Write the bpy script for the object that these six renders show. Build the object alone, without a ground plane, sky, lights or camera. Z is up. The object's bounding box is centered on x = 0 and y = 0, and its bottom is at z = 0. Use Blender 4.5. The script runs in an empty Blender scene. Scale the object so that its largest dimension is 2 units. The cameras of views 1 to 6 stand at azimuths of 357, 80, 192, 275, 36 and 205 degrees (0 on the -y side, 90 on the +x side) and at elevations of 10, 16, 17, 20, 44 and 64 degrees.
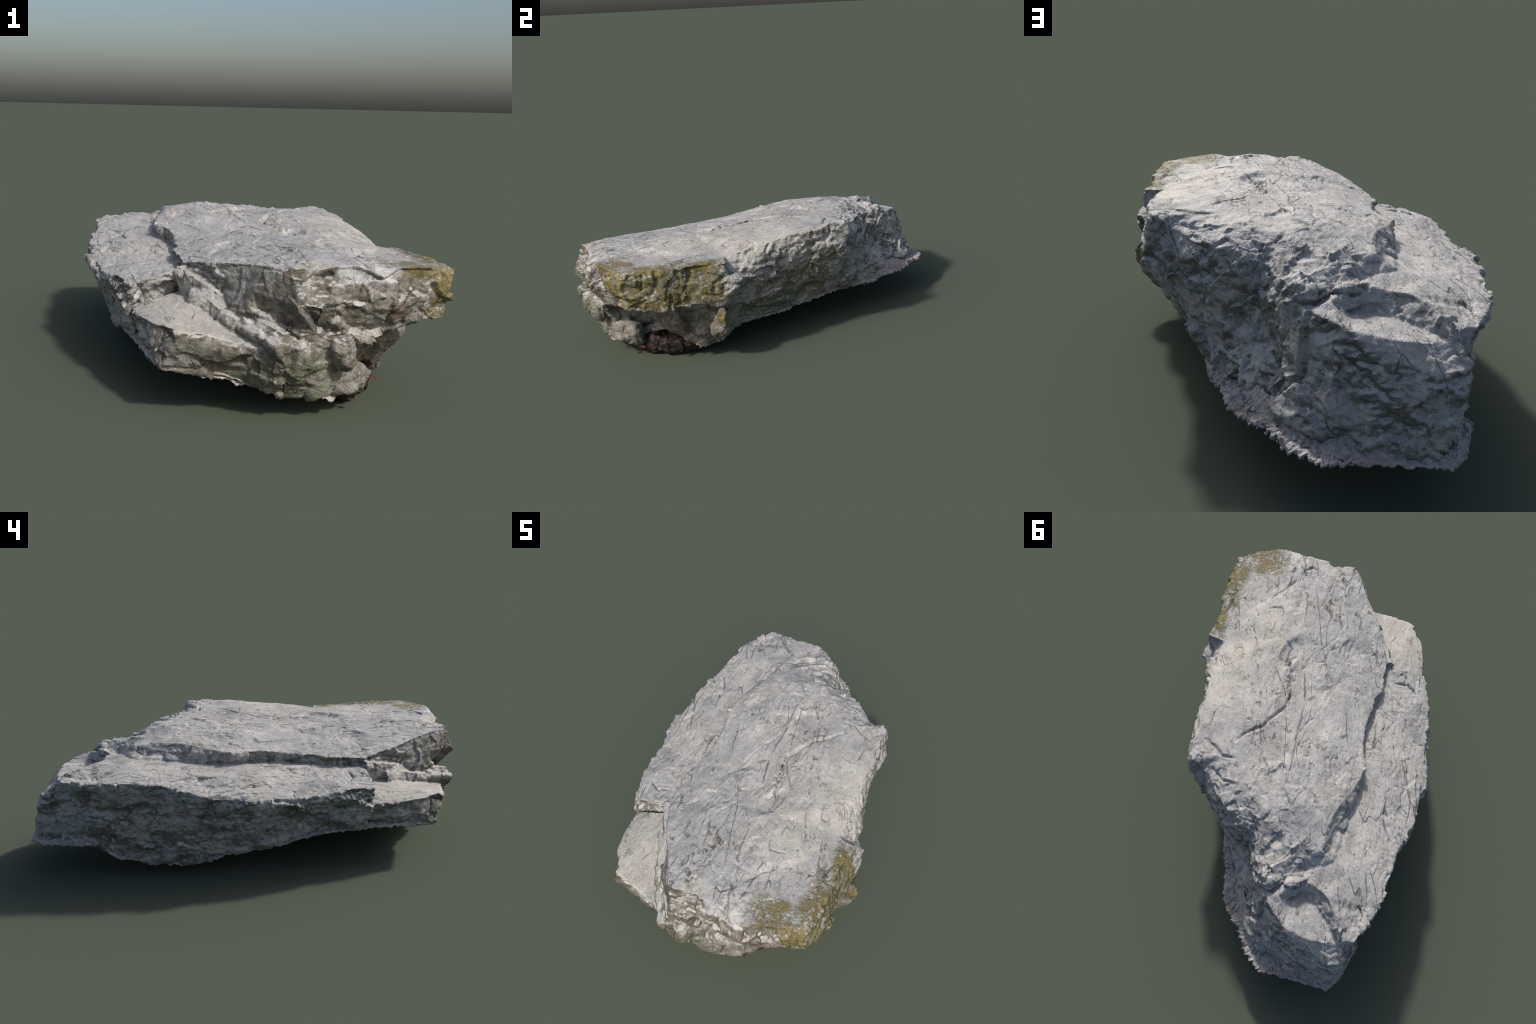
import bpy, bmesh, math, random
import numpy as np
from mathutils import Vector
from mathutils.bvhtree import BVHTree
from mathutils.geometry import delaunay_2d_cdt

random.seed(7)
RNG = np.random.default_rng(11)
VOXEL = 0.005

# ------------------------------------------------------------------ noise
def _hash(ix, iy, iz, seed):
    h = (ix.astype(np.int64) * 374761393 + iy.astype(np.int64) * 668265263 + iz.astype(np.int64) * 2147483647 + seed * 1274126177) & 0xFFFFFFFF
    h = ((h ^ (h >> 13)) * 1274126177) & 0xFFFFFFFF
    h = ((h ^ (h >> 16)) * 2246822519) & 0xFFFFFFFF
    return h ^ (h >> 15)

def rnd(ix, iy, iz, seed):
    return (_hash(ix, iy, iz, seed) & 0xFFFFFF).astype(np.float64) / 0xFFFFFF

def perlin(p, seed=0):
    i = np.floor(p).astype(np.int64)
    f = p - i
    u = f * f * f * (f * (f * 6 - 15) + 10)
    out = np.zeros(len(p))
    for dx in (0, 1):
        for dy in (0, 1):
            for dz in (0, 1):
                h = _hash(i[:, 0] + dx, i[:, 1] + dy, i[:, 2] + dz, seed)
                a = (h & 1023) / 1023.0 * 2 * math.pi
                c = ((h >> 10) & 1023) / 511.5 - 1.0
                s = np.sqrt(np.maximum(0, 1 - c * c))
                g = (f[:, 0] - dx) * s * np.cos(a) + (f[:, 1] - dy) * s * np.sin(a) + (f[:, 2] - dz) * c
                w = (u[:, 0] if dx else 1 - u[:, 0]) * (u[:, 1] if dy else 1 - u[:, 1]) * (u[:, 2] if dz else 1 - u[:, 2])
                out += w * g
    return out * 1.5

def fbm(p, freq, octaves=4, seed=0, gain=0.5):
    out, a = 0, 1.0
    for o in range(octaves):
        out = out + a * perlin(p * freq * 2 ** o + 17.3 * o, seed + o)
        a *= gain
    return out

def ridged(p, freq, octaves=3, seed=0):
    out, a = 0, 1.0
    for o in range(octaves):
        out = out + a * (1 - 2 * np.abs(perlin(p * freq * 2 ** o + 9.1 * o, seed + o)))
        a *= 0.5
    return out / 1.75

def facets(p, freq, seed=0):
    """Chipped-stone relief: every Voronoi cell is a little tilted plane. Also returns distance to the cell border."""
    q = p * freq
    i = np.floor(q).astype(np.int64)
    best = np.full(len(p), 9.0); second = np.full(len(p), 9.0); val = np.zeros(len(p))
    for dx in (-1, 0, 1):
        for dy in (-1, 0, 1):
            for dz in (-1, 0, 1):
                a, b, c = i[:, 0] + dx, i[:, 1] + dy, i[:, 2] + dz
                s = np.stack([a + rnd(a, b, c, seed), b + rnd(a, b, c, seed + 1), c + rnd(a, b, c, seed + 2)], 1)
                v = q - s
                d = np.sqrt((v * v).sum(1))
                t = np.stack([rnd(a, b, c, seed + 3), rnd(a, b, c, seed + 4), rnd(a, b, c, seed + 5)], 1) - 0.5
                h = (v * t).sum(1) * 1.6 + (rnd(a, b, c, seed + 6) - 0.5)
                near = d < best
                second = np.where(near, best, np.minimum(second, d))
                val = np.where(near, h, val)
                best = np.where(near, d, best)
    return val, second - best

def smooth(x, a, b):
    t = np.clip((x - a) / (b - a), 0, 1)
    return t * t * (3 - 2 * t)

def near_line(p, line):
    """Plan distance and along-fraction to a polyline of (x, y) points."""
    q = p[:, :2]
    best = np.full(len(q), 9.0); along = np.zeros(len(q)); side = np.zeros(len(q))
    n = len(line) - 1
    for k in range(n):
        a, b = np.array(line[k][:2]), np.array(line[k + 1][:2])
        ab = b - a
        t = np.clip(((q - a) @ ab) / (ab @ ab), 0, 1)
        v = q - a - t[:, None] * ab
        d = np.sqrt((v * v).sum(1))
        m = d < best
        best = np.where(m, d, best)
        along = np.where(m, (k + t) / n, along)
        side = np.where(m, np.sign(ab[0] * v[:, 1] - ab[1] * v[:, 0]), side)
    return best, along, side

# ------------------------------------------------------------------ cages
def cap(loop, extra, edges=()):
    """Triangulate a plan loop with extra control points inside; returns faces over indices loop+extra."""
    pts = [Vector((p[0], p[1])) for p in list(loop) + list(extra)]
    n = len(loop)
    con = [(k, (k + 1) % n) for k in range(n)] + [(a + n, b + n) for a, b in edges]
    v, e, f, ov, oe, of = delaunay_2d_cdt(pts, con, [], 2, 1e-6)
    return [tuple(ov[i][0] for i in tri) for tri in f if all(ov[i] for i in tri)]

def column_loft(stations, top=(), top_edges=(), floor=None):
    """stations: profiles from rim to base, in order round the block. Top cap through control points, flat fan below."""
    n, k = len(stations), len(stations[0])
    verts = [stations[i][j] for j in range(k) for i in range(n)]
    faces = []
    for j in range(k - 1):
        for i in range(n):
            a, b = j * n + i, j * n + (i + 1) % n
            faces.append((a, b, b + n, a + n))
    rim = [s[0] for s in stations]
    off = len(verts)
    verts += [tuple(t) for t in top]
    for tri in cap(rim, top, top_edges):
        faces.append(tuple(i if i < n else off + i - n for i in tri))
    base = np.array([s[-1] for s in stations])
    c = base.mean(0)
    if floor is not None:
        c[2] = floor
    verts.append(tuple(c))
    ci = len(verts) - 1
    for i in range(n):
        faces.append(((k - 1) * n + i, (k - 1) * n + (i + 1) % n, ci))
    return verts, faces

def section_loft(sections):
    n = len(sections[0])
    verts = [p for s in sections for p in s]
    faces = [(j * n + i, j * n + (i + 1) % n, (j + 1) * n + (i + 1) % n, (j + 1) * n + i) for j in range(len(sections) - 1) for i in range(n)]
    faces += [tuple(range(n)), tuple(range((len(sections) - 1) * n, len(sections) * n))]
    return verts, faces

def stone(centre, radii, seed, cuts=9, turn=(0, 0, 0), sub=3):
    """A ball cut flat by random planes."""
    bm = bmesh.new()
    bmesh.ops.create_icosphere(bm, subdivisions=sub, radius=1)
    r = np.random.default_rng(seed)
    v = np.array([x.co for x in bm.verts])
    for _ in range(cuts):
        d = r.normal(size=3); d /= np.linalg.norm(d)
        h = r.uniform(0.62, 0.85)
        s = v @ d
        v = v - np.outer(np.maximum(0, s - h), d)
    v = v * np.array(radii)
    cx, cy, cz = (math.cos(t) for t in turn); sx, sy, sz = (math.sin(t) for t in turn)
    R = np.array([[cz, -sz, 0], [sz, cz, 0], [0, 0, 1]]) @ np.array([[cy, 0, sy], [0, 1, 0], [-sy, 0, cy]]) @ np.array([[1, 0, 0], [0, cx, -sx], [0, sx, cx]])
    v = v @ R.T + np.array(centre)
    f = [tuple(x.index for x in q.verts) for q in bm.faces]
    bm.free()
    return [tuple(x) for x in v], f

# upper slab with all the rock beneath it: profiles (rim, shoulder, belt, foot, base)
front = [
    [(.664, -.764, .515), (.672, -.757, .42), (.673, -.742, .330), (.33, -.675, .305), (.25, -.62, .11)],
    [(.600, -.834, .520), (.604, -.838, .42), (.585, -.797, .325), (.33, -.725, .288), (.25, -.67, .10)],
    [(.485, -.902, .532), (.488, -.915, .41), (.475, -.855, .318), (.34, -.785, .255), (.27, -.72, .07)],
    [(.427, -.938, .500), (.42, -.932, .40), (.41, -.875, .298), (.34, -.82, .20), (.31, -.75, .05)],
    [(.325, -.912, .536), (.33, -.945, .42), (.335, -.895, .285), (.29, -.86, .19), (.29, -.82, .06)],
    [(.250, -.920, .530), (.25, -.942, .42), (.25, -.905, .31), (.25, -.90, .2), (.25, -.85, .07)],
    [(.210, -.910, .516), (.240, -.945, .42), (.235, -.91, .31), (.225, -.92, .2), (.23, -.86, .078)],
    [(.178, -.930, .531), (.228, -.972, .405), (.222, -.915, .31), (.2, -.935, .21), (.21, -.865, .085)],
    [(.118, -.952, .529), (.154, -1.004, .421), (.125, -.925, .325), (.1, -.955, .225), (.1, -.86, .095)],
    [(.020, -.838, .521), (.005, -.872, .44), (.010, -.885, .35), (.0, -.88, .2), (0, -.84, .115)],
]
scarp = [
    [(-.074, -.751, .510), (-.075, -.755, .45), (-.085, -.765, .38), (-.1, -.8, .2), (-.1, -.8, .12)],
    [(-.18, -.622, .489), (-.175, -.62, .45), (-.17, -.62, .40), (-.2, -.65, .2), (-.2, -.6, .14)],
    [(-.235, -.55, .475), (-.235, -.55, .44), (-.24, -.53, .40), (-.27, -.5, .2), (-.28, -.45, .12)],
    [(-.263, -.41, .488), (-.264, -.41, .462), (-.260, -.41, .42), (-.28, -.4, .2), (-.28, -.35, .1)],
    [(-.278, -.202, .508), (-.278, -.2, .485), (-.270, -.2, .44), (-.3, -.2, .2), (-.3, -.15, .08)],
    [(-.303, -.09, .520), (-.304, -.085, .5), (-.298, -.08, .45), (-.33, 0, .2), (-.33, 0, .06)],
    [(-.374, .09, .536), (-.372, .09, .51), (-.364, .09, .46), (-.38, .15, .2), (-.38, .15, .06)],
    [(-.365, .19, .552), (-.385, .19, .525), (-.40, .19, .47), (-.39, .25, .2), (-.39, .25, .06)],
    [(-.345, .29, .563), (-.37, .285, .535), (-.397, .28, .49), (-.4, .3, .2), (-.4, .3, .06)],
    [(-.345, .39, .565), (-.375, .41, .535), (-.405, .44, .495), (-.42, .42, .2), (-.42, .42, .08)],
    [(-.365, .51, .556), (-.385, .535, .525), (-.40, .555, .495), (-.40, .55, .2), (-.40, .55, .1)],
    [(-.30, .60, .525), (-.315, .625, .505), (-.33, .645, .49), (-.30, .65, .25), (-.3, .65, .15)],
]
rear = [
    [(-.225, .725, .495), (-.222, .742, .47), (-.22, .75, .43), (-.2, .74, .3), (-.18, .76, .2)],
    [(-.168, .705, .515), (-.158, .715, .46), (-.15, .71, .34), (-.135, .725, .27), (-.11, .74, .2)],
    [(-.09, .60, .506), (-.078, .605, .45), (-.065, .61, .36), (-.035, .635, .28), (0, .65, .195)],
    [(-.05, .535, .512), (-.02, .55, .46), (0, .555, .36), (.03, .575, .26), (.05, .60, .175)],
    [(.09, .508, .533), (.10, .52, .48), (.11, .515, .36), (.12, .515, .26), (.11, .495, .17)],
    [(.17, .462, .535), (.175, .475, .49), (.19, .475, .40), (.19, .455, .27), (.15, .42, .165)],
]
right = [
    [(.246, .398, .545), (.262, .415, .50), (.275, .40, .41), (.25, .35, .28), (.17, .32, .165)],
    [(.330, .380, .582), (.348, .375, .53), (.362, .345, .43), (.318, .30, .28), (.215, .225, .155)],
    [(.404, .182, .570), (.410, .18, .51), (.405, .16, .42), (.365, .13, .28), (.285, .08, .145)],
    [(.457, -.013, .546), (.474, 0, .48), (.468, 0, .41), (.42, -.012, .27), (.345, -.033, .135)],
    [(.502, -.215, .514), (.525, -.16, .46), (.545, -.15, .40), (.495, -.16, .27), (.42, -.19, .12)],
    [(.509, -.277, .505), (.56, -.235, .44), (.602, -.208, .414), (.55, -.23, .28), (.46, -.27, .09)],
    [(.603, -.283, .497), (.612, -.29, .44), (.618, -.29, .35), (.585, -.285, .27), (.48, -.33, .06)],
    [(.610, -.393, .50), (.625, -.39, .42), (.635, -.40, .318), (.58, -.43, .278), (.51, -.43, .06)],
    [(.655, -.618, .508), (.663, -.60, .42), (.667, -.58, .326), (.52, -.57, .295), (.44, -.54, .11)],
]
upper_top = [(-.226, .073, .564), (.242, -.395, .562), (.407, -.653, .526), (.064, -.124, .556), (-.2, .37, .597), (.09, .3, .578),
             (.2, .12, .588), (.36, .0, .565), (-.05, .15, .580), (.0, -.45, .547), (-.1, -.3, .537), (.15, -.7, .548), (.30, -.781, .539),
             (.344, -.641, .552), (.237, -.621, .554), (.264, -.531, .563), (.22, -.117, .570), (-.2, -.117, .540), (-.08, -.16, .550), (.09, .06, .583), (-.03, .27, .588),
             (.55, -.65, .514), (.5, -.45, .520), (.4, -.2, .552), (.18, -.46, .563), (-.1, .45, .574), (-.2, .52, .55), (-.28, .48, .572), (.22, .3, .577), (.15, .4, .560),
             (-.1, .56, .533), (-.19, .64, .528), (-.25, .56, .552), (.02, .42, .570), (.41, -.885, .527), (.349, -.831, .540), (.47, -.84, .528), (.22, -.83, .545), (.15, -.85, .536)]
upper = column_loft(front + scarp + rear + right, upper_top, floor=.2)

# left slab with the wall and the blunt rear end below it
left = [
    [(-.20, -.52, .443), (-.20, -.525, .42), (-.20, -.48, .405), (-.22, -.46, .25), (-.25, -.5, .15)],
    [(-.30, -.552, .43), (-.30, -.556, .405), (-.29, -.505, .392), (-.29, -.48, .25), (-.29, -.48, .17)],
    [(-.416, -.588, .402), (-.428, -.592, .37), (-.428, -.58, .32), (-.42, -.56, .25), (-.405, -.56, .20)],
    [(-.478, -.469, .411), (-.487, -.46, .38), (-.48, -.45, .32), (-.465, -.43, .24), (-.44, -.41, .198)],
    [(-.518, -.37, .402), (-.525, -.36, .37), (-.497, -.34, .31), (-.482, -.32, .22), (-.475, -.31, .188)],
    [(-.563, -.240, .394), (-.566, -.225, .37), (-.540, -.2, .31), (-.51, -.19, .2), (-.50, -.18, .150)],
    [(-.621, -.087, .404), (-.624, -.07, .375), (-.590, -.05, .31), (-.55, 0, .18), (-.52, .03, .106)],
    [(-.652, .09, .415), (-.656, .1, .385), (-.630, .12, .31), (-.585, .15, .17), (-.55, .15, .082)],
    [(-.654, .2, .446), (-.660, .21, .4), (-.632, .22, .3), (-.592, .25, .16), (-.565, .25, .064)],
    [(-.643, .31, .462), (-.647, .33, .41), (-.620, .35, .3), (-.592, .38, .16), (-.578, .41, .068)],
    [(-.663, .47, .482), (-.650, .48, .43), (-.630, .5, .31), (-.615, .52, .19), (-.595, .55, .10)],
    [(-.676, .575, .485), (-.660, .585, .43), (-.632, .61, .32), (-.62, .63, .24), (-.61, .65, .158)],
    [(-.667, .67, .480), (-.645, .68, .43), (-.625, .70, .32), (-.615, .72, .24), (-.61, .74, .18)],
    [(-.649, .785, .470), (-.635, .80, .43), (-.628, .82, .32), (-.618, .85, .24), (-.61, .88, .178)],
    [(-.605, .805, .474), (-.625, .868, .40), (-.61, .905, .33), (-.605, .92, .25), (-.60, .928, .18)],
    [(-.572, .812, .437), (-.58, .892, .395), (-.58, .915, .32), (-.575, .935, .25), (-.57, .938, .185)],
    [(-.515, .832, .442), (-.52, .893, .39), (-.54, .93, .31), (-.54, .945, .25), (-.53, .945, .19)],
    [(-.43, .855, .450), (-.43, .902, .40), (-.44, .922, .31), (-.44, .93, .25), (-.43, .94, .2)],
    [(-.338, .846, .456), (-.312, .882, .40), (-.297, .906, .31), (-.292, .916, .26), (-.29, .922, .205)],
    [(-.243, .782, .470), (-.232, .793, .42), (-.212, .806, .32), (-.195, .828, .27), (-.17, .858, .215)],
    [(-.21, .745, .470), (-.19, .747, .42), (-.17, .75, .34), (-.152, .762, .27), (-.125, .785, .21)],
    [(-.21, .73, .46), (-.19, .73, .44), (-.18, .72, .4), (-.16, .72, .3), (-.14, .74, .22)],
    [(-.20, .5, .48), (-.2, .5, .44), (-.2, .5, .4), (-.2, .5, .3), (-.2, .5, .2)],
    [(-.22, .2, .48), (-.2, .2, .44), (-.2, .2, .4), (-.2, .2, .3), (-.2, .2, .15)],
    [(-.22, -.1, .47), (-.2, -.1, .44), (-.2, -.1, .4), (-.2, -.1, .3), (-.2, -.1, .15)],
    [(-.18, -.4, .45), (-.18, -.4, .42), (-.18, -.4, .37), (-.2, -.4, .25), (-.2, -.4, .15)],
]
left_top = [(-.464, -.039, .467), (-.585, .156, .448), (-.281, -.45, .438), (-.292, -.267, .456), (-.328, -.061, .468), (-.385, .087, .476), (-.406, .165, .482),
            (-.41, .488, .512), (-.398, .557, .514), (-.40, -.35, .437), (-.55, .40, .494), (-.52, .53, .505),
            (-.33, .65, .512), (-.27, .745, .488),
            (-.41, .645, .500), (-.48, .675, .508), (-.535, .725, .500), (-.585, .782, .482),
            (-.395, .683, .448), (-.455, .715, .448), (-.515, .758, .443), (-.566, .795, .441),
            (-.62, .62, .486), (-.56, .635, .492), (-.61, .66, .474), (-.55, .665, .488), (-.33, .74, .458), (-.43, .79, .455)]
side = column_loft(left, left_top, [(14, 15), (15, 16), (16, 17), (18, 19), (19, 20), (20, 21)], floor=.2)

# step block at the front left
step = [
    [(-.25, -.52, .368), (-.25, -.52, .34), (-.26, -.52, .3), (-.28, -.5, .2)],
    [(-.405, -.58, .32), (-.408, -.58, .29), (-.395, -.57, .24), (-.36, -.56, .178)],
    [(-.374, -.73, .319), (-.377, -.73, .295), (-.37, -.73, .24), (-.35, -.72, .19)],
    [(-.325, -.822, .319), (-.33, -.822, .29), (-.33, -.815, .24), (-.315, -.80, .187)],
    [(-.228, -.908, .314), (-.24, -.905, .27), (-.265, -.89, .22), (-.29, -.87, .18)],
    [(-.13, -.912, .304), (-.13, -.915, .26), (-.15, -.90, .21), (-.18, -.87, .157)],
    [(-.03, -.906, .279), (-.02, -.915, .24), (-.02, -.90, .18), (-.03, -.86, .12)],
    [(.07, -.94, .25), (.09, -.945, .22), (.1, -.93, .16), (.1, -.88, .09)],
    [(.10, -.85, .28), (.10, -.85, .25), (.1, -.85, .2), (.1, -.85, .12)],
    [(-.10, -.65, .36), (-.10, -.65, .33), (-.1, -.65, .25), (-.1, -.65, .15)],
]
ledge = column_loft(step, [(-.25, -.72, .342), (-.12, -.83, .312)], floor=.25)

# two broken strips lying in the joint between slab and step
def strip(p0, p1, inward, outward, drop, depth, wobble, flare=0.0):
    p0, p1 = np.array(p0), np.array(p1)
    d = (p1 - p0) / np.linalg.norm(p1 - p0)
    lat = np.array([-d[1], d[0], 0]); lat /= np.linalg.norm(lat)
    top_line, secs = outward, []
    r = np.random.default_rng(wobble)
    for t in np.linspace(0, 1, 7):
        c = p0 + (p1 - p0) * t + lat * r.uniform(-.009, .009) * (0 < t < 1) + np.array([0, 0, r.uniform(-.006, .006)])
        k = 0.75 if t in (0, 1) else 1 + r.uniform(-.25, .25)
        secs.append([tuple(c + lat * inward * k + np.array([0, 0, -.004])), tuple(c), tuple(c - lat * (top_line + flare * t) * k + np.array([0, 0, -(drop + .5 * flare * t) * k])), tuple(c + lat * .01 + np.array([0, 0, -depth])), tuple(c + lat * inward + np.array([0, 0, -depth]))])
    return section_loft(secs)
strip_a = strip((-.258, -.552, .462), (.099, -.971, .328), .045, .008, .035, .11, 1, .035)
strip_b = strip((-.205, -.655, .405), (-.045, -.850, .345), .05, .012, .055, .09, 2, .02)
strip_c = strip((-.215, -.575, .473), (-.115, -.70, .425), .03, .004, .03, .06, 3)

footing = [stone((.30, -.778, .13), (.10, .075, .085), 3), stone((.215, -.845, .135), (.06, .055, .075), 4), stone((.355, -.735, .105), (.075, .065, .07), 5),
           stone((.26, -.765, .22), (.07, .07, .08), 6), stone((.47, -.515, .20), (.10, .085, .10), 8, cuts=12), stone((.298, -.895, .245), (.044, .042, .085), 9, cuts=12),
           stone((.15, -.93, .22), (.06, .05, .08), 10)]
knob = [stone((.618, -.315, .237), (.038, .034, .050), 12, cuts=5), stone((.545, -.325, .185), (.085, .065, .095), 13, cuts=12)]

rubble = [stone((-.40, .42, .497), (.045, .075, .028), 31, cuts=14, turn=(.1, .1, .4)), stone((-.385, .33, .500), (.03, .04, .03), 32, cuts=14), stone((-.395, .515, .508), (.04, .05, .028), 33, cuts=14), stone((-.32, .655, .502), (.06, .03, .022), 34, cuts=14, turn=(0, 0, .6))]
PARTS = [("upper_slab", [upper]), ("side_slab", [side]), ("front_ledge", [ledge]), ("broken_strip", [strip_a]), ("broken_strip", [strip_b]), ("broken_strip", [strip_c]),
         ("footing_stone", footing), ("knob", knob), ("joint_rubble", rubble)]

# ------------------------------------------------------------------ one fused body
def fuse(parts):
    bm = bmesh.new()
    trees = []
    for name, cages in parts:
        bt = bmesh.new()
        for v, f in cages:
            one = bmesh.new()
            vs = [one.verts.new(p) for p in v]
            for q in f:
                try:
                    one.faces.new([vs[i] for i in q])
                except ValueError:
                    pass
            bmesh.ops.triangulate(one, faces=one.faces)
            bmesh.ops.recalc_face_normals(one, faces=one.faces)
            me = bpy.data.meshes.new("tmp"); one.to_mesh(me); one.free()
            bm.from_mesh(me); bt.from_mesh(me)
            bpy.data.meshes.remove(me)
        trees.append(BVHTree.FromBMesh(bt)); bt.free()
    me = bpy.data.meshes.new("fused"); bm.to_mesh(me); bm.free()
    ob = bpy.data.objects.new("fused", me)
    bpy.context.scene.collection.objects.link(ob)
    m = ob.modifiers.new("fuse", "REMESH"); m.mode = "VOXEL"; m.voxel_size = VOXEL
    dg = bpy.context.evaluated_depsgraph_get()
    ev = ob.evaluated_get(dg).to_mesh()
    n = len(ev.vertices)
    co = np.empty(n * 3); ev.vertices.foreach_get("co", co); co = co.reshape(-1, 3)
    faces = np.empty(len(ev.loops), np.int64); ev.loops.foreach_get("vertex_index", faces)
    faces = faces.reshape(-1, 4)
    ob.evaluated_get(dg).to_mesh_clear()
    bpy.data.objects.remove(ob); bpy.data.meshes.remove(me)
    c = co[faces].mean(1)
    lab = np.zeros(len(c), np.int64)
    big = [np.array([(t.find_nearest(Vector(p))[3]) for p in c]) for t in trees[:3]]
    d = np.stack(big + [np.full(len(c), 9.0)] * (len(trees) - 3), 1)
    front_zone = np.where(((c[:, 1] < -.22) & (c[:, 0] > .3)) | (c[:, 1] < -.5))[0]
    back_zone = np.where((c[:, 1] > .25) & (c[:, 0] < -.25) & (c[:, 2] > .42))[0]
    for k in range(3, len(trees)):
        if parts[k][0] == "joint_rubble":
            d[back_zone, k] = [trees[k].find_nearest(Vector(c[i]))[3] - 1e-4 for i in back_zone]
            continue
        d[front_zone, k] = [trees[k].find_nearest(Vector(c[i]))[3] - 1e-4 for i in front_zone]
    return co, faces, d.argmin(1)

def normals(co, faces):
    a, b, c, d = (co[faces[:, i]] for i in range(4))
    fn = np.cross(c - a, d - b)
    out = np.zeros_like(co)
    for i in range(4):
        for k in range(3):
            out[:, k] += np.bincount(faces[:, i], fn[:, k], len(co))
    return out / np.maximum(1e-12, np.linalg.norm(out, axis=1))[:, None]

def relax(field, faces, times):
    n = len(field)
    deg = np.bincount(faces.ravel(), minlength=n) * 2.0
    for _ in range(times):
        acc = np.zeros_like(field)
        for i in range(4):
            for j in (faces[:, (i + 1) % 4], faces[:, (i + 3) % 4]):
                if field.ndim == 1:
                    acc += np.bincount(faces[:, i], field[j], n)
                else:
                    for k in range(field.shape[1]):
                        acc[:, k] += np.bincount(faces[:, i], field[j, k], n)
        field = field * .5 + .5 * acc / (deg if field.ndim == 1 else deg[:, None])
    return field

co, faces, label = fuse(PARTS)
nrm = relax(normals(co, faces), faces, 3)
nrm /= np.linalg.norm(nrm, axis=1)[:, None]

# cracks of the upper face, (x, y) lines: depth, half width, flank that stands higher
CRACKS = [
    ([(.23, -.38), (.195, -.36), (.185, -.30), (.15, -.25), (.12, -.21), (.10, -.15), (.085, -.11), (.075, -.06), (.105, .03), (.12, .09), (.17, .16), (.20, .22)], .017, .009),
    ([(.185, -.93), (.17, -.80), (.17, -.72), (.165, -.64), (.13, -.56)], .007, .007),
    ([(.42, -.60), (.37, -.68), (.35, -.74)], .007, .005),
    ([(.40, -.52), (.34, -.55), (.31, -.52), (.29, -.47)], .007, .005),
    ([(.02, -.62), (.03, -.50), (.06, -.42), (.05, -.30)], .004, .005),
    ([(-.08, -.30), (-.07, -.10), (-.04, .05), (-.03, .22)], .004, .005),
    ([(-.30, -.47), (-.36, -.49), (-.42, -.46)], .010, .006),
    ([(.33, .25), (.27, .27), (.22, .30), (.16, .29)], .010, .007),
    ([(.24, .36), (.18, .40), (.10, .39)], .009, .007),
]

def weather(co, nrm):
    up = smooth(nrm[:, 2], .45, .8)                    # flat bedding faces
    wall = 1 - up
    x, y, z = co.T
    bed = co @ np.array([.10, .12, 1.0])               # bedding tilts gently
    bent = np.stack([x * .35, y * .35, bed * 1.6], 1)   # stretched along the bedding
    low = fbm(co, 5.0, 3, 1)
    chip, edge = facets(bent * np.array([2.0, 2.0, 1.2]), 11.0, 21)
    chip2, edge2 = facets(co + .02 * np.stack([low, -low, low], 1), 24.0, 41)
    strata = ridged(bent + .03 * low[:, None], 17.0, 3, 61)
    rough = fbm(co, 38.0, 3, 81, .55)
    left_wall = wall * smooth(-x, .28, .45)
    rear_wall = wall * smooth(y, .35, .5)
    front_wall = wall * smooth(-y, .6, .75)
    chip0, edge0 = facets(co + .05 * np.stack([low, low, -low], 1), 6.5, 11)
    crackle = ridged(co + .03 * low[:, None], 9.0, 4, 71)
    d = wall * (.006 * low + .016 * chip0 + .008 * chip + .0035 * chip2 + .002 * strata + .0028 * rough)
    d -= wall * .010 * smooth(crackle, .66, .9)
    d += left_wall * (.004 * strata * smooth(low, -.3, .4) + .003 * rough)
    d += front_wall * (.005 * chip + .006 * chip0)
    # bedding faces: gentle swells, flaked scales running along the slab, shallow pits
    a = math.radians(-22)
    s = np.stack([x * math.cos(a) - y * math.sin(a), (x * math.sin(a) + y * math.cos(a)) * .38, z], 1)
    flake, fe = facets(s + .012 * low[:, None], 17.0, 101)
    flake2, fe2 = facets(s * np.array([1, 1.3, 1]) + .02 * low[:, None], 42.0, 121)
    patch = smooth(fbm(co, 4.0, 2, 131), -.15, .35)
    along = np.stack([x * math.cos(a) - y * math.sin(a), (x * math.sin(a) + y * math.cos(a)) * .15, z], 1)
    ribs = ridged(along + .02 * low[:, None], 13.0, 3, 141)
    split = np.abs(fbm(along + .015 * low[:, None], 8.0, 3, 145))
    plate = smooth(np.sqrt(((x - .33) / .22) ** 2 + ((y + .05) / .36) ** 2), 1.05, .8)
    patch = patch * (1 - .7 * plate)
    d += up * (.004 * low + (.15 + .85 * patch) * (.007 * flake + .0035 * ribs) + (.35 + .65 * patch) * (.0025 * flake2 + .002 * rough) - patch * .003 * (1 - smooth(fe, 0, .12)))
    d -= up * .005 * (1 - smooth(split, .006, .03)) * smooth(fbm(co, 4, 2, 149), -.15, .2)
    # rugged rear of the upper slab
    rugged = up * smooth(y + .35 * x, .33, .46) * (1 - smooth(y, .70, .80)) * smooth(x, -.40, -.33)
    d += rugged * (.010 * chip + .007 * chip2 + .006 * ridged(co, 14, 2, 151))
    return d, up, low, rough

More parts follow.
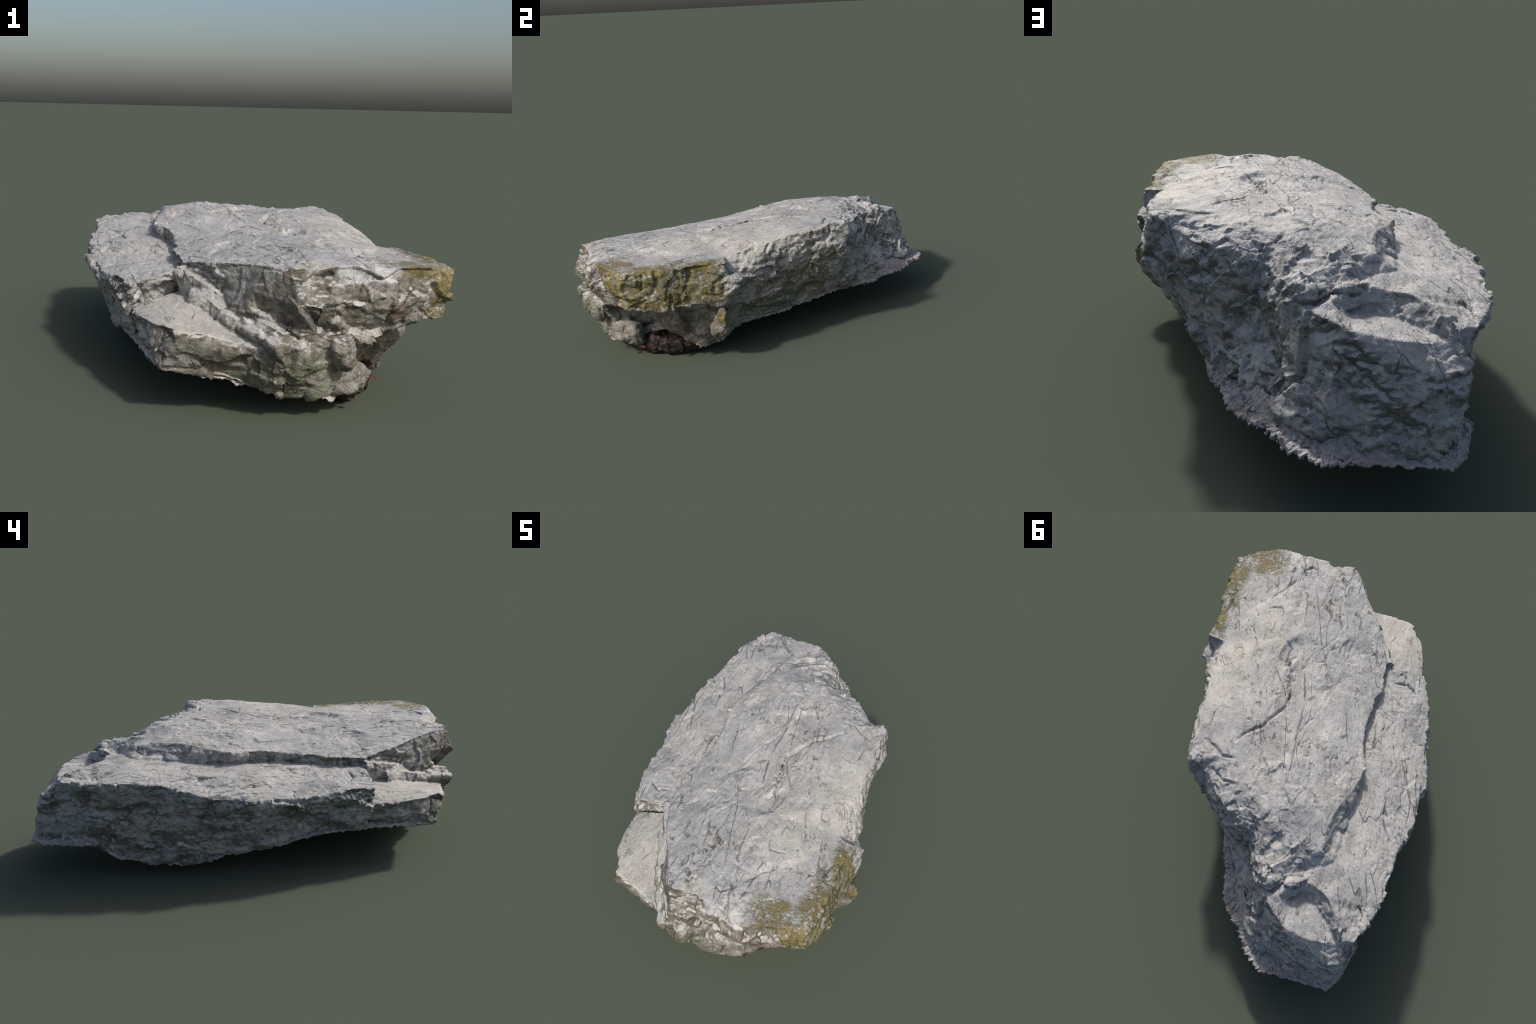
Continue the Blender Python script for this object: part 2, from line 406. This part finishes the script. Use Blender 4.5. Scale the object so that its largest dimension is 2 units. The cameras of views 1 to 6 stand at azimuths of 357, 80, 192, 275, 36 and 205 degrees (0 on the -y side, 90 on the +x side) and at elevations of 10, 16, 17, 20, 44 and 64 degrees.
disp, up, low, rough = weather(co, nrm)
quiet = np.zeros(len(co))
for k, (name, _) in enumerate(PARTS):
    if name in ("broken_strip", "footing_stone", "knob", "front_ledge", "joint_rubble"):
        ids = np.unique(faces[label == k])
        quiet[ids] = np.maximum(quiet[ids], {"broken_strip": .5, "footing_stone": .55, "knob": .5, "joint_rubble": .1, "front_ledge": .35}[name])
quiet = np.maximum(quiet, .7 * smooth(-nrm[:, 0], .35, .7) * smooth(-co[:, 1], .5, .6) * smooth(co[:, 0], -.15, -.05) * smooth(co[:, 2], .36, .42))
quiet = relax(quiet, faces, 4)
disp *= 1 - quiet
rim_soft = smooth(nrm[:, 2], .15, .5) * (1 - smooth(nrm[:, 2], .75, .95))
disp -= rim_soft * (.0005 + .003 * np.maximum(0, fbm(co, 30, 2, 171)))
for line, depth, half in CRACKS:
    w = co + .006 * np.stack([fbm(co, 22, 2, 181), fbm(co, 22, 2, 191), 0 * low], 1)
    dist, along, sd = near_line(w, line)
    taper = np.maximum(0, np.sin(np.pi * along)) ** .5
    disp -= up * depth * taper * (1 - smooth(dist, half * .2, half))
    disp += up * depth * .2 * taper * sd * smooth(dist, 0, half) * (1 - smooth(dist, half, half * 7))
# sunken patch beside the middle crack
q = co - np.array([.185, -.33, .56])
disp -= up * .013 * (1 - smooth(np.sqrt((q[:, 0] / .05) ** 2 + (q[:, 1] / .1) ** 2), .6, 1.0)) * (co[:, 2] > .5)
bend = np.stack([fbm(co, 7.0, 3, 501), fbm(co, 7.0, 3, 511), .5 * fbm(co, 7.0, 3, 521)], 1)
bend[:, 2] *= 1 - up
co = co + nrm * disp[:, None] + .008 * bend
co[:, 2] = np.maximum(co[:, 2], .002)

# ------------------------------------------------------------------ materials
class Nodes:
    def __init__(self, name):
        self.m = bpy.data.materials.new(name); self.m.use_nodes = True
        self.t = self.m.node_tree
        self.t.nodes.clear()
        self.out = self.t.nodes.new("ShaderNodeOutputMaterial")
        self.tc = self.t.nodes.new("ShaderNodeTexCoord")
        self.obj = self.tc.outputs["Object"]
    def link(self, a, b):
        if hasattr(a, "is_linked") or hasattr(a, "links"):
            self.t.links.new(a, b)
        else:
            b.default_value = a
    def noise(self, scale, detail=4, rough=.55, vec=None, dist=0.0):
        n = self.t.nodes.new("ShaderNodeTexNoise")
        n.inputs["Scale"].default_value = scale; n.inputs["Detail"].default_value = detail
        n.inputs["Roughness"].default_value = rough; n.inputs["Distortion"].default_value = dist
        self.link(vec or self.obj, n.inputs["Vector"])
        return n.outputs["Fac"]
    def voronoi(self, scale, feature="F1", vec=None, out="Distance", rand=1.0):
        n = self.t.nodes.new("ShaderNodeTexVoronoi"); n.feature = feature
        n.inputs["Scale"].default_value = scale; n.inputs["Randomness"].default_value = rand
        self.link(vec or self.obj, n.inputs["Vector"])
        return n.outputs[out]
    def mapping(self, scale=(1, 1, 1), rot=(0, 0, 0), loc=(0, 0, 0), vec=None):
        n = self.t.nodes.new("ShaderNodeMapping")
        n.inputs["Scale"].default_value = scale; n.inputs["Rotation"].default_value = rot; n.inputs["Location"].default_value = loc
        self.link(vec or self.obj, n.inputs["Vector"])
        return n.outputs[0]
    def math(self, op, a, b=0.0, c=0.0, clamp=False):
        n = self.t.nodes.new("ShaderNodeMath"); n.operation = op; n.use_clamp = clamp
        for i, v in enumerate((a, b, c)):
            self.link(v, n.inputs[i])
        return n.outputs[0]
    def span(self, v, a, b, lo=0.0, hi=1.0):
        n = self.t.nodes.new("ShaderNodeMapRange"); n.interpolation_type = "SMOOTHSTEP"
        self.link(v, n.inputs[0])
        for i, k in enumerate((a, b, lo, hi)):
            n.inputs[1 + i].default_value = k
        return n.outputs[0]
    def mix(self, f, a, b, mode="MIX"):
        n = self.t.nodes.new("ShaderNodeMix"); n.data_type = "RGBA"; n.blend_type = mode
        self.link(f, n.inputs[0])
        for v, s in ((a, n.inputs[6]), (b, n.inputs[7])):
            if isinstance(v, tuple):
                s.default_value = (*v, 1)
            else:
                self.link(v, s)
        return n.outputs[2]
    def split(self, vec=None):
        n = self.t.nodes.new("ShaderNodeSeparateXYZ"); self.link(vec or self.obj, n.inputs[0])
        return n.outputs
    def normal_z(self):
        g = self.t.nodes.new("ShaderNodeNewGeometry")
        return self.split(g.outputs["Normal"])[2]
    def near(self, centre, radii, a=.7, b=1.1, wob=None):
        """1 inside an ellipsoid, 0 outside; wob makes the border irregular."""
        m = self.mapping(scale=tuple(1 / r for r in radii), loc=tuple(-c / r for c, r in zip(centre, radii)))
        n = self.t.nodes.new("ShaderNodeVectorMath"); n.operation = "LENGTH"; self.link(m, n.inputs[0])
        v = n.outputs["Value"]
        if wob is not None:
            v = self.math("ADD", v, wob)
        return self.span(v, a, b, 1.0, 0.0)
    def finish(self, colour, rough, height=None, strength=.5, dist=.004, spec=.4):
        p = self.t.nodes.new("ShaderNodeBsdfPrincipled")
        self.link(colour, p.inputs["Base Color"]) if not isinstance(colour, tuple) else setattr(p.inputs["Base Color"], "default_value", (*colour, 1))
        self.link(rough, p.inputs["Roughness"])
        p.inputs["Specular IOR Level"].default_value = spec
        if height is not None:
            b = self.t.nodes.new("ShaderNodeBump"); b.inputs["Strength"].default_value = strength; b.inputs["Distance"].default_value = dist
            self.link(height, b.inputs["Height"]); self.link(b.outputs[0], p.inputs["Normal"])
        self.t.links.new(p.outputs[0], self.out.inputs[0])
        return self.m

def rock_material():
    n = Nodes("weathered_limestone")
    x, y, z = n.split()
    turned = n.mapping(rot=(0, 0, math.radians(-22)))
    grain_dir = n.mapping(scale=(1, .4, 1.2), vec=turned)
    long_dir = n.mapping(scale=(1, .2, 1), vec=turned)
    big = n.noise(3.2, 5, .6)
    mid = n.noise(14, 6, .65, grain_dir)
    fine = n.noise(75, 5, .7, grain_dir)
    speck = n.noise(170, 3, .6)
    pale = n.mix(n.span(mid, .32, .68), (.345, .333, .322), (.56, .54, .51))
    pale = n.mix(n.math("MULTIPLY", n.span(big, .42, .62), .55), pale, (.40, .405, .41))
    pale = n.mix(n.math("MULTIPLY", n.span(n.noise(5, 5, .65, n.mapping(loc=(5, 2, 7))), .52, .68), .5), pale, (.50, .46, .395))
    pale = n.mix(n.span(fine, .54, .74), pale, (.70, .68, .645))
    pale = n.mix(n.math("MULTIPLY", n.span(fine, .44, .28), .85), pale, (.17, .155, .14))
    pale = n.mix(n.math("MULTIPLY", n.span(speck, .62, .75), .5), pale, (.13, .12, .105))
    # thin dark joints running along the slab, broken up by a mask
    def joint(scale, width, seed):
        v = n.noise(scale, 2, .5, n.mapping(scale=(1, .2, 1), loc=(seed, seed * 2, 0), vec=turned))
        return n.span(n.math("ABSOLUTE", n.math("SUBTRACT", v, .5)), width, width * .3)
    bent = n.t.nodes.new("ShaderNodeVectorMath"); bent.operation = "MULTIPLY_ADD"
    warp = n.t.nodes.new("ShaderNodeTexNoise"); warp.inputs["Scale"].default_value = 7; warp.inputs["Detail"].default_value = 4
    n.link(n.obj, warp.inputs["Vector"]); n.link(warp.outputs["Color"], bent.inputs[0])
    bent.inputs[1].default_value = (.045, .045, .045); n.link(turned, bent.inputs[2])
    plates = n.span(n.voronoi(5.5, "DISTANCE_TO_EDGE", n.mapping(scale=(1, .2, .6), vec=bent.outputs[0])), .022, .004)
    hair = n.math("MULTIPLY", n.math("MAXIMUM", plates, n.math("MAXIMUM", joint(3.2, .0035, 1.0), joint(6.0, .005, 3.0))), n.span(n.noise(6, 5, .65), .48, .60))
    pale = n.mix(n.math("MULTIPLY", hair, .65), pale, (.11, .10, .08))
    flecks = n.math("MULTIPLY", n.span(n.noise(26, 6, .75, n.mapping(scale=(1, .5, 1), vec=turned)), .575, .66), n.span(n.noise(5, 4, .6, n.mapping(loc=(9, 1, 4))), .42, .62))
    grit = n.math("MULTIPLY", n.span(n.noise(110, 4, .75), .56, .66), n.span(n.noise(9, 4, .6, n.mapping(loc=(3, 3, 8))), .35, .6))
    pale = n.mix(n.math("MULTIPLY", grit, .7), pale, (.17, .155, .135))
    pale = n.mix(n.math("MULTIPLY", flecks, .75), pale, (.15, .135, .115))
    cream = n.math("MAXIMUM", n.near((-.22, -.76, .33), (.24, .24, .07), .6, 1.1), n.near((.42, -.2, .56), (.22, .5, .1), .3, 1.2))
    pale = n.mix(n.math("MULTIPLY", cream, n.span(n.noise(7, 4, .6), .25, .6, .2, .6)), pale, n.mix(.6, pale, (.58, .545, .46)))
    # freshly broken stone of the front and flanks: brown-grey, blotched
    blot = n.noise(11, 6, .7, dist=.4)
    fresh = n.mix(n.span(blot, .38, .66), (.12, .107, .088), (.31, .295, .265))
    fresh = n.mix(n.span(n.noise(42, 4, .7), .56, .72), fresh, (.40, .385, .35))
    fresh = n.mix(n.math("MULTIPLY", n.span(n.noise(30, 5, .7, n.mapping(loc=(2, 2, 2))), .56, .68), .7), fresh, (.075, .068, .05))
    fresh = n.mix(n.math("MULTIPLY", n.span(n.noise(8, 6, .7, n.mapping(loc=(7, 4, 1))), .53, .64), .75), fresh, (.085, .08, .052))
    rust = n.math("MULTIPLY", n.span(n.noise(6, 4, .6, n.mapping(loc=(3, 1, 2))), .56, .70), .5)
    fresh = n.mix(rust, fresh, (.16, .105, .065))
    wob = n.math("MULTIPLY", n.math("SUBTRACT", n.noise(7, 4, .6), .5), .9)
    wob2 = n.math("MULTIPLY", n.math("SUBTRACT", n.noise(26, 4, .7), .5), 1.2)
    fz = n.math("ADD", z, n.math("MULTIPLY", wob, .06))
    fy = n.math("ADD", y, n.math("MULTIPLY", wob, .08))
    face = n.math("MULTIPLY", n.span(fy, -.72, -.88), n.span(n.normal_z(), .75, .45))
    face = n.math("MAXIMUM", face, n.math("MULTIPLY", n.span(fy, -.15, -.35), n.math("MULTIPLY", n.span(fz, .33, .27), n.span(x, .3, .4))))
    col = n.mix(face, pale, fresh)
    painted_highlight = n.math("MULTIPLY", n.near((.38, -.925, .515), (.34, .07, .045), .5, 1.1, wob), n.span(n.noise(16, 4, .6), .42, .6))  # blue-white highlights of the front lip, tinted into the colour
    col = n.mix(n.math("MULTIPLY", painted_highlight, .7), col, (.56, .56, .58))
    # flanks: olive-black film over pale stone, darkened to carry wall shading
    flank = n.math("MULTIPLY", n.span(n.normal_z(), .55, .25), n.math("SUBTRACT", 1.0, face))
    shade_film = n.span(n.math("ADD", n.noise(9, 6, .7, n.mapping(scale=(.6, .6, 1.6))), n.math("MULTIPLY", n.noise(48, 4, .7), .35)), .60, .78)
    col = n.mix(n.math("MULTIPLY", flank, n.math("MULTIPLY", shade_film, .82)), col, (.085, .08, .058))
    # green algae low on the front
    alg = n.math("MULTIPLY", n.near((.16, -.92, .15), (.28, .2, .13), .5, 1.1, wob), n.span(n.noise(13, 5, .7), .42, .6))
    col = n.mix(n.math("MULTIPLY", alg, .65), col, (.115, .135, .075))
    painted_shade = n.math("MULTIPLY", n.near((.36, .02, .26), (.26, .45, .2), .5, 1.1, wob), n.span(n.noise(10, 6, .75), .40, .56))  # right wall: olive stone colour deepened for shade below the overhang
    col = n.mix(n.math("MULTIPLY", painted_shade, .75), col, (.10, .10, .048))
    # moss and ochre lichen over the front right block: its outer face and a band along the upper edge
    edge_x = n.math("SUBTRACT", x, n.math("MULTIPLY_ADD", y, -.126, .568))       # distance outside the upper right edge
    band = n.span(n.math("ADD", edge_x, n.math("MULTIPLY", wob2, .05)), -.10, -.045)
    band = n.math("MULTIPLY", band, n.span(n.math("ADD", y, n.math("MULTIPLY", wob2, .04)), -.27, -.34))
    band = n.math("MULTIPLY", band, n.span(n.math("ADD", z, n.math("MULTIPLY", wob2, .03)), .30, .345))
    band = n.math("MAXIMUM", band, n.near((.64, -.305, .25), (.05, .045, .05), .6, 1.1, wob2))
    mossm = n.math("MAXIMUM", band, n.near((.555, -.795, .53), (.14, .11, .08), .5, 1.1, wob2))
    spots = n.span(n.math("ADD", n.math("MULTIPLY", n.span(n.normal_z(), .6, .3), .035), n.math("ADD", n.noise(15, 6, .75), n.math("MULTIPLY", n.noise(80, 4, .7), .5))), .62, .78)
    moss_col = n.mix(n.span(n.noise(30, 4, .6), .4, .6), (.155, .15, .022), (.24, .17, .045))
    moss_col = n.mix(n.math("MULTIPLY", n.span(n.noise(62, 5, .7), .52, .64), .8), moss_col, (.06, .058, .018))
    broken = n.span(n.noise(48, 4, .75, n.mapping(loc=(1, 6, 2))), .36, .48)
    mask = n.math("MULTIPLY", n.math("MULTIPLY", mossm, spots), broken)
    col = n.mix(n.math("MULTIPLY", mask, .88), col, moss_col)
    # dark moss along the joint near the front left of the top
    dm = n.math("MULTIPLY", n.near((.14, -.74, .54), (.10, .28, .08), .4, 1.1, wob2), n.span(n.noise(30, 6, .75), .52, .60))
    col = n.mix(n.math("MULTIPLY", dm, .85), col, (.06, .06, .028))
    rs = n.math("MULTIPLY", n.span(n.voronoi(85), .16, .10), n.span(n.noise(6, 3), .55, .62))
    rough = n.span(n.noise(20, 4), .3, .7, .45, .75)
    h = n.math("ADD", n.math("MULTIPLY", mid, .5), n.math("ADD", n.math("MULTIPLY", fine, .5), n.math("MULTIPLY", speck, .2)))
    h = n.math("SUBTRACT", h, n.math("MULTIPLY", n.math("MAXIMUM", hair, flecks), .3))
    h = n.math("ADD", h, n.math("MULTIPLY", n.noise(33, 4, .6, grain_dir), .6))
    h = n.math("ADD", h, n.math("MULTIPLY", mask, .25))
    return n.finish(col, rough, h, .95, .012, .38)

def gravel_material():
    n = Nodes("grey_gravel")
    c = n.voronoi(95, out="Color")
    s = n.split(c)
    col = n.mix(s[0], (.36, .318, .30), (.55, .50, .475))
    col = n.mix(n.span(s[1], .86, .92), col, (.42, .42, .41))
    col = n.mix(n.span(n.noise(9, 4), .35, .65), col, n.mix(.5, col, (.23, .20, .195)))
    h = n.math("ADD", n.voronoi(95), n.math("MULTIPLY", n.noise(60, 4), .6))
    return n.finish(col, .7, h, .8, .006, .3)

def plain_material(name, a, b, scale=40, rough=.6, bump=.4):
    n = Nodes(name)
    f = n.noise(scale, 5, .65)
    return n.finish(n.mix(n.span(f, .35, .65), a, b), rough, f, bump, .004, .35)

ROCK = rock_material()
GRAVEL = gravel_material()
CHIP = plain_material("pale_chip", (.27, .275, .28), (.42, .42, .41), 45)
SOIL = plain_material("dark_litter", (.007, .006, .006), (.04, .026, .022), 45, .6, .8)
LEAF_BROWN = plain_material("dead_leaf", (.16, .06, .035), (.30, .17, .12), 60, .5)
LEAF_GREEN = plain_material("green_leaf", (.035, .09, .04), (.08, .17, .06), 60, .5)

# ------------------------------------------------------------------ objects
root = bpy.data.objects.new("boulder", None)
bpy.context.scene.collection.objects.link(root)
root["label"] = "long grey layered limestone boulder with mossy front corner"
root["category"] = "rock"

def add(name, v, f, mat, parent=root, shade=True):
    me = bpy.data.meshes.new(name)
    me.from_pydata([tuple(p) for p in v], [], [tuple(int(i) for i in q) for q in f])
    me.materials.append(mat)
    if shade:
        me.polygons.foreach_set("use_smooth", [True] * len(me.polygons))
    me.update()
    ob = bpy.data.objects.new(name, me)
    bpy.context.scene.collection.objects.link(ob)
    ob.parent = parent
    return ob

vn = normals(co, faces)
for k, (name, _) in enumerate(PARTS):
    pick = faces[label == k]
    if not len(pick):
        continue
    ids, back = np.unique(pick, return_inverse=True)
    back = back.reshape(-1, 4)
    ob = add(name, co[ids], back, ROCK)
    ob.data.normals_split_custom_set_from_vertices([tuple(t) for t in vn[ids]])

# ------------------------------------------------------------------ ragged gravel skirt round the foot of the rock
# (inner point under the rock, outer ragged edge)
SKIRT = [
    ((.00, .56, .20), (.075, .60, .158)), ((-.05, .62, .21), (.04, .645, .170)), ((-.08, .70, .212), (.022, .696, .176)), ((-.13, .76, .215), (-.031, .792, .178)),
    ((-.17, .80, .216), (-.084, .838, .178)), ((-.21, .84, .216), (-.132, .874, .178)), ((-.25, .87, .215), (-.191, .932, .177)), ((-.29, .89, .212), (-.241, .965, .176)),
    ((-.34, .91, .21), (-.304, .999, .175)), ((-.39, .92, .205), (-.362, .991, .175)), ((-.45, .92, .203), (-.45, .976, .175)), ((-.53, .91, .195), (-.562, .954, .174)),
    ((-.58, .90, .19), (-.613, .946, .173)), ((-.60, .88, .185), (-.632, .903, .173)), ((-.61, .84, .185), (-.645, .865, .173)), ((-.60, .78, .185), (-.648, .798, .174)),
    ((-.60, .71, .18), (-.655, .716, .174)),     ((-.58, .64, .18), (-.622, .648, .163)),
    ((-.56, .55, .13), (-.605, .555, .098)), ((-.54, .42, .10), (-.578, .415, .066)), ((-.52, .26, .10), (-.571, .255, .060)),
    ((-.51, .15, .115), (-.556, .145, .078)), ((-.48, .03, .14), (-.526, .02, .108)), ((-.46, -.18, .17), (-.505, -.19, .148)),
    ((-.43, -.32, .205), (-.480, -.33, .184)), ((-.36, -.54, .225), (-.408, -.57, .198)), ((-.32, -.70, .225), (-.354, -.73, .190)), ((-.26, -.83, .215), (-.293, -.866, .183)),
    ((-.15, -.82, .195), (-.18, -.866, .160)), ((0, -.80, .155), (-.02, -.848, .120)), ((.1, -.82, .135), (.1, -.858, .098)), ((.2, -.82, .12), (.21, -.864, .086)),
    ((.28, -.78, .10), (.29, -.825, .060)), ((.28, -.68, .11), (.31, -.70, .075)), ((.30, -.56, .14), (.33, -.56, .105)), ((.36, -.48, .14), (.40, -.49, .11)), ((.42, -.40, .10), (.495, -.42, .065)),
    ((.38, -.2, .16), (.424, -.19, .128)), ((.30, -.04, .17), (.356, -.023, .130)), ((.23, .06, .18), (.294, .085, .138)), ((.17, .2, .19), (.226, .23, .150)),
    ((.14, .30, .195), (.185, .335, .163)), ((.11, .40, .20), (.152, .43, .165)), ((.06, .52, .195), (.115, .525, .163)),
]
def skirt():
    inn = np.array([s[0] for s in SKIRT]); out = np.array([s[1] for s in SKIRT])
    n, per, rows = len(SKIRT), 26, 26
    total = n * per
    t = np.arange(total) / per
    i = np.floor(t).astype(int); f = t - i
    def catmull(P):
        p0, p1, p2, p3 = P[(i - 1) % n], P[i % n], P[(i + 1) % n], P[(i + 2) % n]
        f_ = f[:, None]
        return .5 * (2 * p1 + (p2 - p0) * f_ + (2 * p0 - 5 * p1 + 4 * p2 - p3) * f_ ** 2 + (3 * p1 - p0 - 3 * p2 + p3) * f_ ** 3)
    a, b = catmull(inn), catmull(out)
    length = np.linalg.norm(b - a, axis=1)
    teeth = np.array([random.uniform(-1, 1) for _ in range(total)])
    teeth = np.array([np.roll(teeth, k) for k in (-1, 0, 1)]).mean(0) * 1.4 + .25 * teeth
    teeth = .6 * teeth + .5 * np.roll(teeth, 1) + .5 * np.repeat([random.uniform(-1, 1) for _ in range(total // 13)], 13)[:total]
    reach = 1 + teeth * (.0025 + .0045 * smooth(length, .05, .09)) / length
    top, bot = [], []
    for r in range(rows):
        w = r / (rows - 1)
        p = a + (b - a) * (w * (1 + (reach - 1) * smooth(np.full(total, w), .5, 1)))[:, None]
        sag = np.sin(w * math.pi) * -.012 * smooth(length, .04, .12)
        p[:, 2] += sag
        p[:, 2] += .007
        top.append(p)
    top = np.array(top).reshape(-1, 3)
    bump, e = facets(top, 42.0, 301)
    top[:, 2] += .006 * bump + .005 * fbm(top, 14, 3, 311) + .003 * fbm(top, 70, 2, 321)
    under = top.copy(); under[:, 2] -= .007
    v = np.vstack([top, under])
    v[:, 2] = np.maximum(v[:, 2], .0)
    m = rows * total
    fs = []
    for r in range(rows - 1):
        for k in range(total):
            k2 = (k + 1) % total
            q = (r * total + k, r * total + k2, (r + 1) * total + k2, (r + 1) * total + k)
            fs.append(q[::-1]); fs.append(tuple(j + m for j in q))
    r = rows - 1
    for k in range(total):
        k2 = (k + 1) % total
        fs.append((r * total + k, r * total + k2, m + r * total + k2, m + r * total + k)[::-1])
        fs.append((k, k2, m + k2, m + k))
    return v, fs, a, b
sv, sf, s_in, s_out = skirt()
ground_patch = add("gravel_skirt", sv, sf, GRAVEL)

# pebbles: the larger ones are pieces of their own, the small grit is one mesh
r = np.random.default_rng(5)
grit_v, grit_f = [], []
wide = np.where(np.linalg.norm(s_out - s_in, axis=1) > .075)[0]
for k in range(420):
    j = wide[r.integers(len(wide))] if k % 3 else r.integers(len(s_in))
    w = r.uniform(.45, .98)
    p = s_in[j] + (s_out[j] - s_in[j]) * w
    p[2] += -.004
    s = r.uniform(.002, .0055)
    v, f = stone(p, (s * r.uniform(.8, 1.5), s, s * .7), 900 + k, 6, tuple(r.uniform(0, 3, 3)), 1)
    grit_f += [tuple(i + len(grit_v) for i in q) for q in f]; grit_v += v
grit = add("grit", grit_v, grit_f, CHIP, ground_patch, False); grit["kind"] = "stuff"
for k, (j_t, w, s) in enumerate([(2.2, .62, .016), (4.5, .75, .018), (5.5, .7, .017), (6.2, .55, .011), (7.2, .8, .012), (3.3, .5, .012), (8.5, .62, .011), (1.2, .7, .013), (11.2, .5, .012), (9.6, .7, .009), (19.4, .6, .020), (20.3, .6, .016), (18.6, .6, .014)]):
    j = int(j_t * 26)
    p = s_in[j] + (s_out[j] - s_in[j]) * w; p[2] -= .004
    v, f = stone((0, 0, 0), (s * 1.3, s, s * .55), 500 + k, 8, (0, 0, r.uniform(0, 3)), 2)
    ob = add("pebble", v, f, CHIP, ground_patch, False)
    ob.location = p

# dark litter caught under the front right overhang
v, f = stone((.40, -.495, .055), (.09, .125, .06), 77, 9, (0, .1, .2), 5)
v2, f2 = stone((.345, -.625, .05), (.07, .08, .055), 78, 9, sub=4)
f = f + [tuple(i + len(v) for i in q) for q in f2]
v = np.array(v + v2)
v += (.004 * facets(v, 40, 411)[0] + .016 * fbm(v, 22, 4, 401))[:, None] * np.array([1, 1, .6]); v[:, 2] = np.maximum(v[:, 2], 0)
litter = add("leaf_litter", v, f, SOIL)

def leaf(name, p, size, turn, tilt, mat, parent):
    """A curled, pointed blade with real thickness."""
    bm = bmesh.new()
    rows = []
    for i in range(7):
        t = i / 6
        w = max(.04, math.sin(math.pi * min(1, t * .92 + .06)) ** .8) * .32
        rows.append([bm.verts.new(((t - .5), s * w, .18 * (t - .5) ** 2 + .25 * abs(s) * w)) for s in (-1, -.5, 0, .5, 1)])
    for a, b in zip(rows, rows[1:]):
        for i in range(4):
            bm.faces.new((a[i], b[i], b[i + 1], a[i + 1]))
    bmesh.ops.solidify(bm, geom=bm.faces[:], thickness=.03)
    bmesh.ops.recalc_face_normals(bm, faces=bm.faces)
    me = bpy.data.meshes.new(name); bm.to_mesh(me); bm.free()
    me.materials.append(mat)
    ob = bpy.data.objects.new(name, me); bpy.context.scene.collection.objects.link(ob)
    ob.parent = parent; ob.location = p; ob.scale = (size,) * 3; ob.rotation_euler = (tilt, tilt * .6, turn)
    return ob
for p, s in [((.470, -.43, .06), .04), ((.475, -.47, .065), .035), ((.405, -.645, .04), .035), ((.40, -.70, .05), .035), ((.36, -.76, .04), .03), ((.408, -.61, .04), .03), ((.455, -.40, .05), .03), ((.478, -.51, .04), .03)]:
    leaf("dead_leaf", p, s, r.uniform(0, 6), r.uniform(-.9, .9), LEAF_BROWN, litter)
for p, s in [((.078, -.10, .557), .03), ((.085, -.125, .556), .025), ((.10, -.17, .556), .022), ((-.33, -.79, .185), .03), ((-.34, -.74, .185), .03), ((-.37, -.40, .15), .025)]:
    leaf("green_leaf", p, s, r.uniform(0, 6), r.uniform(-.9, .9), LEAF_GREEN, root)
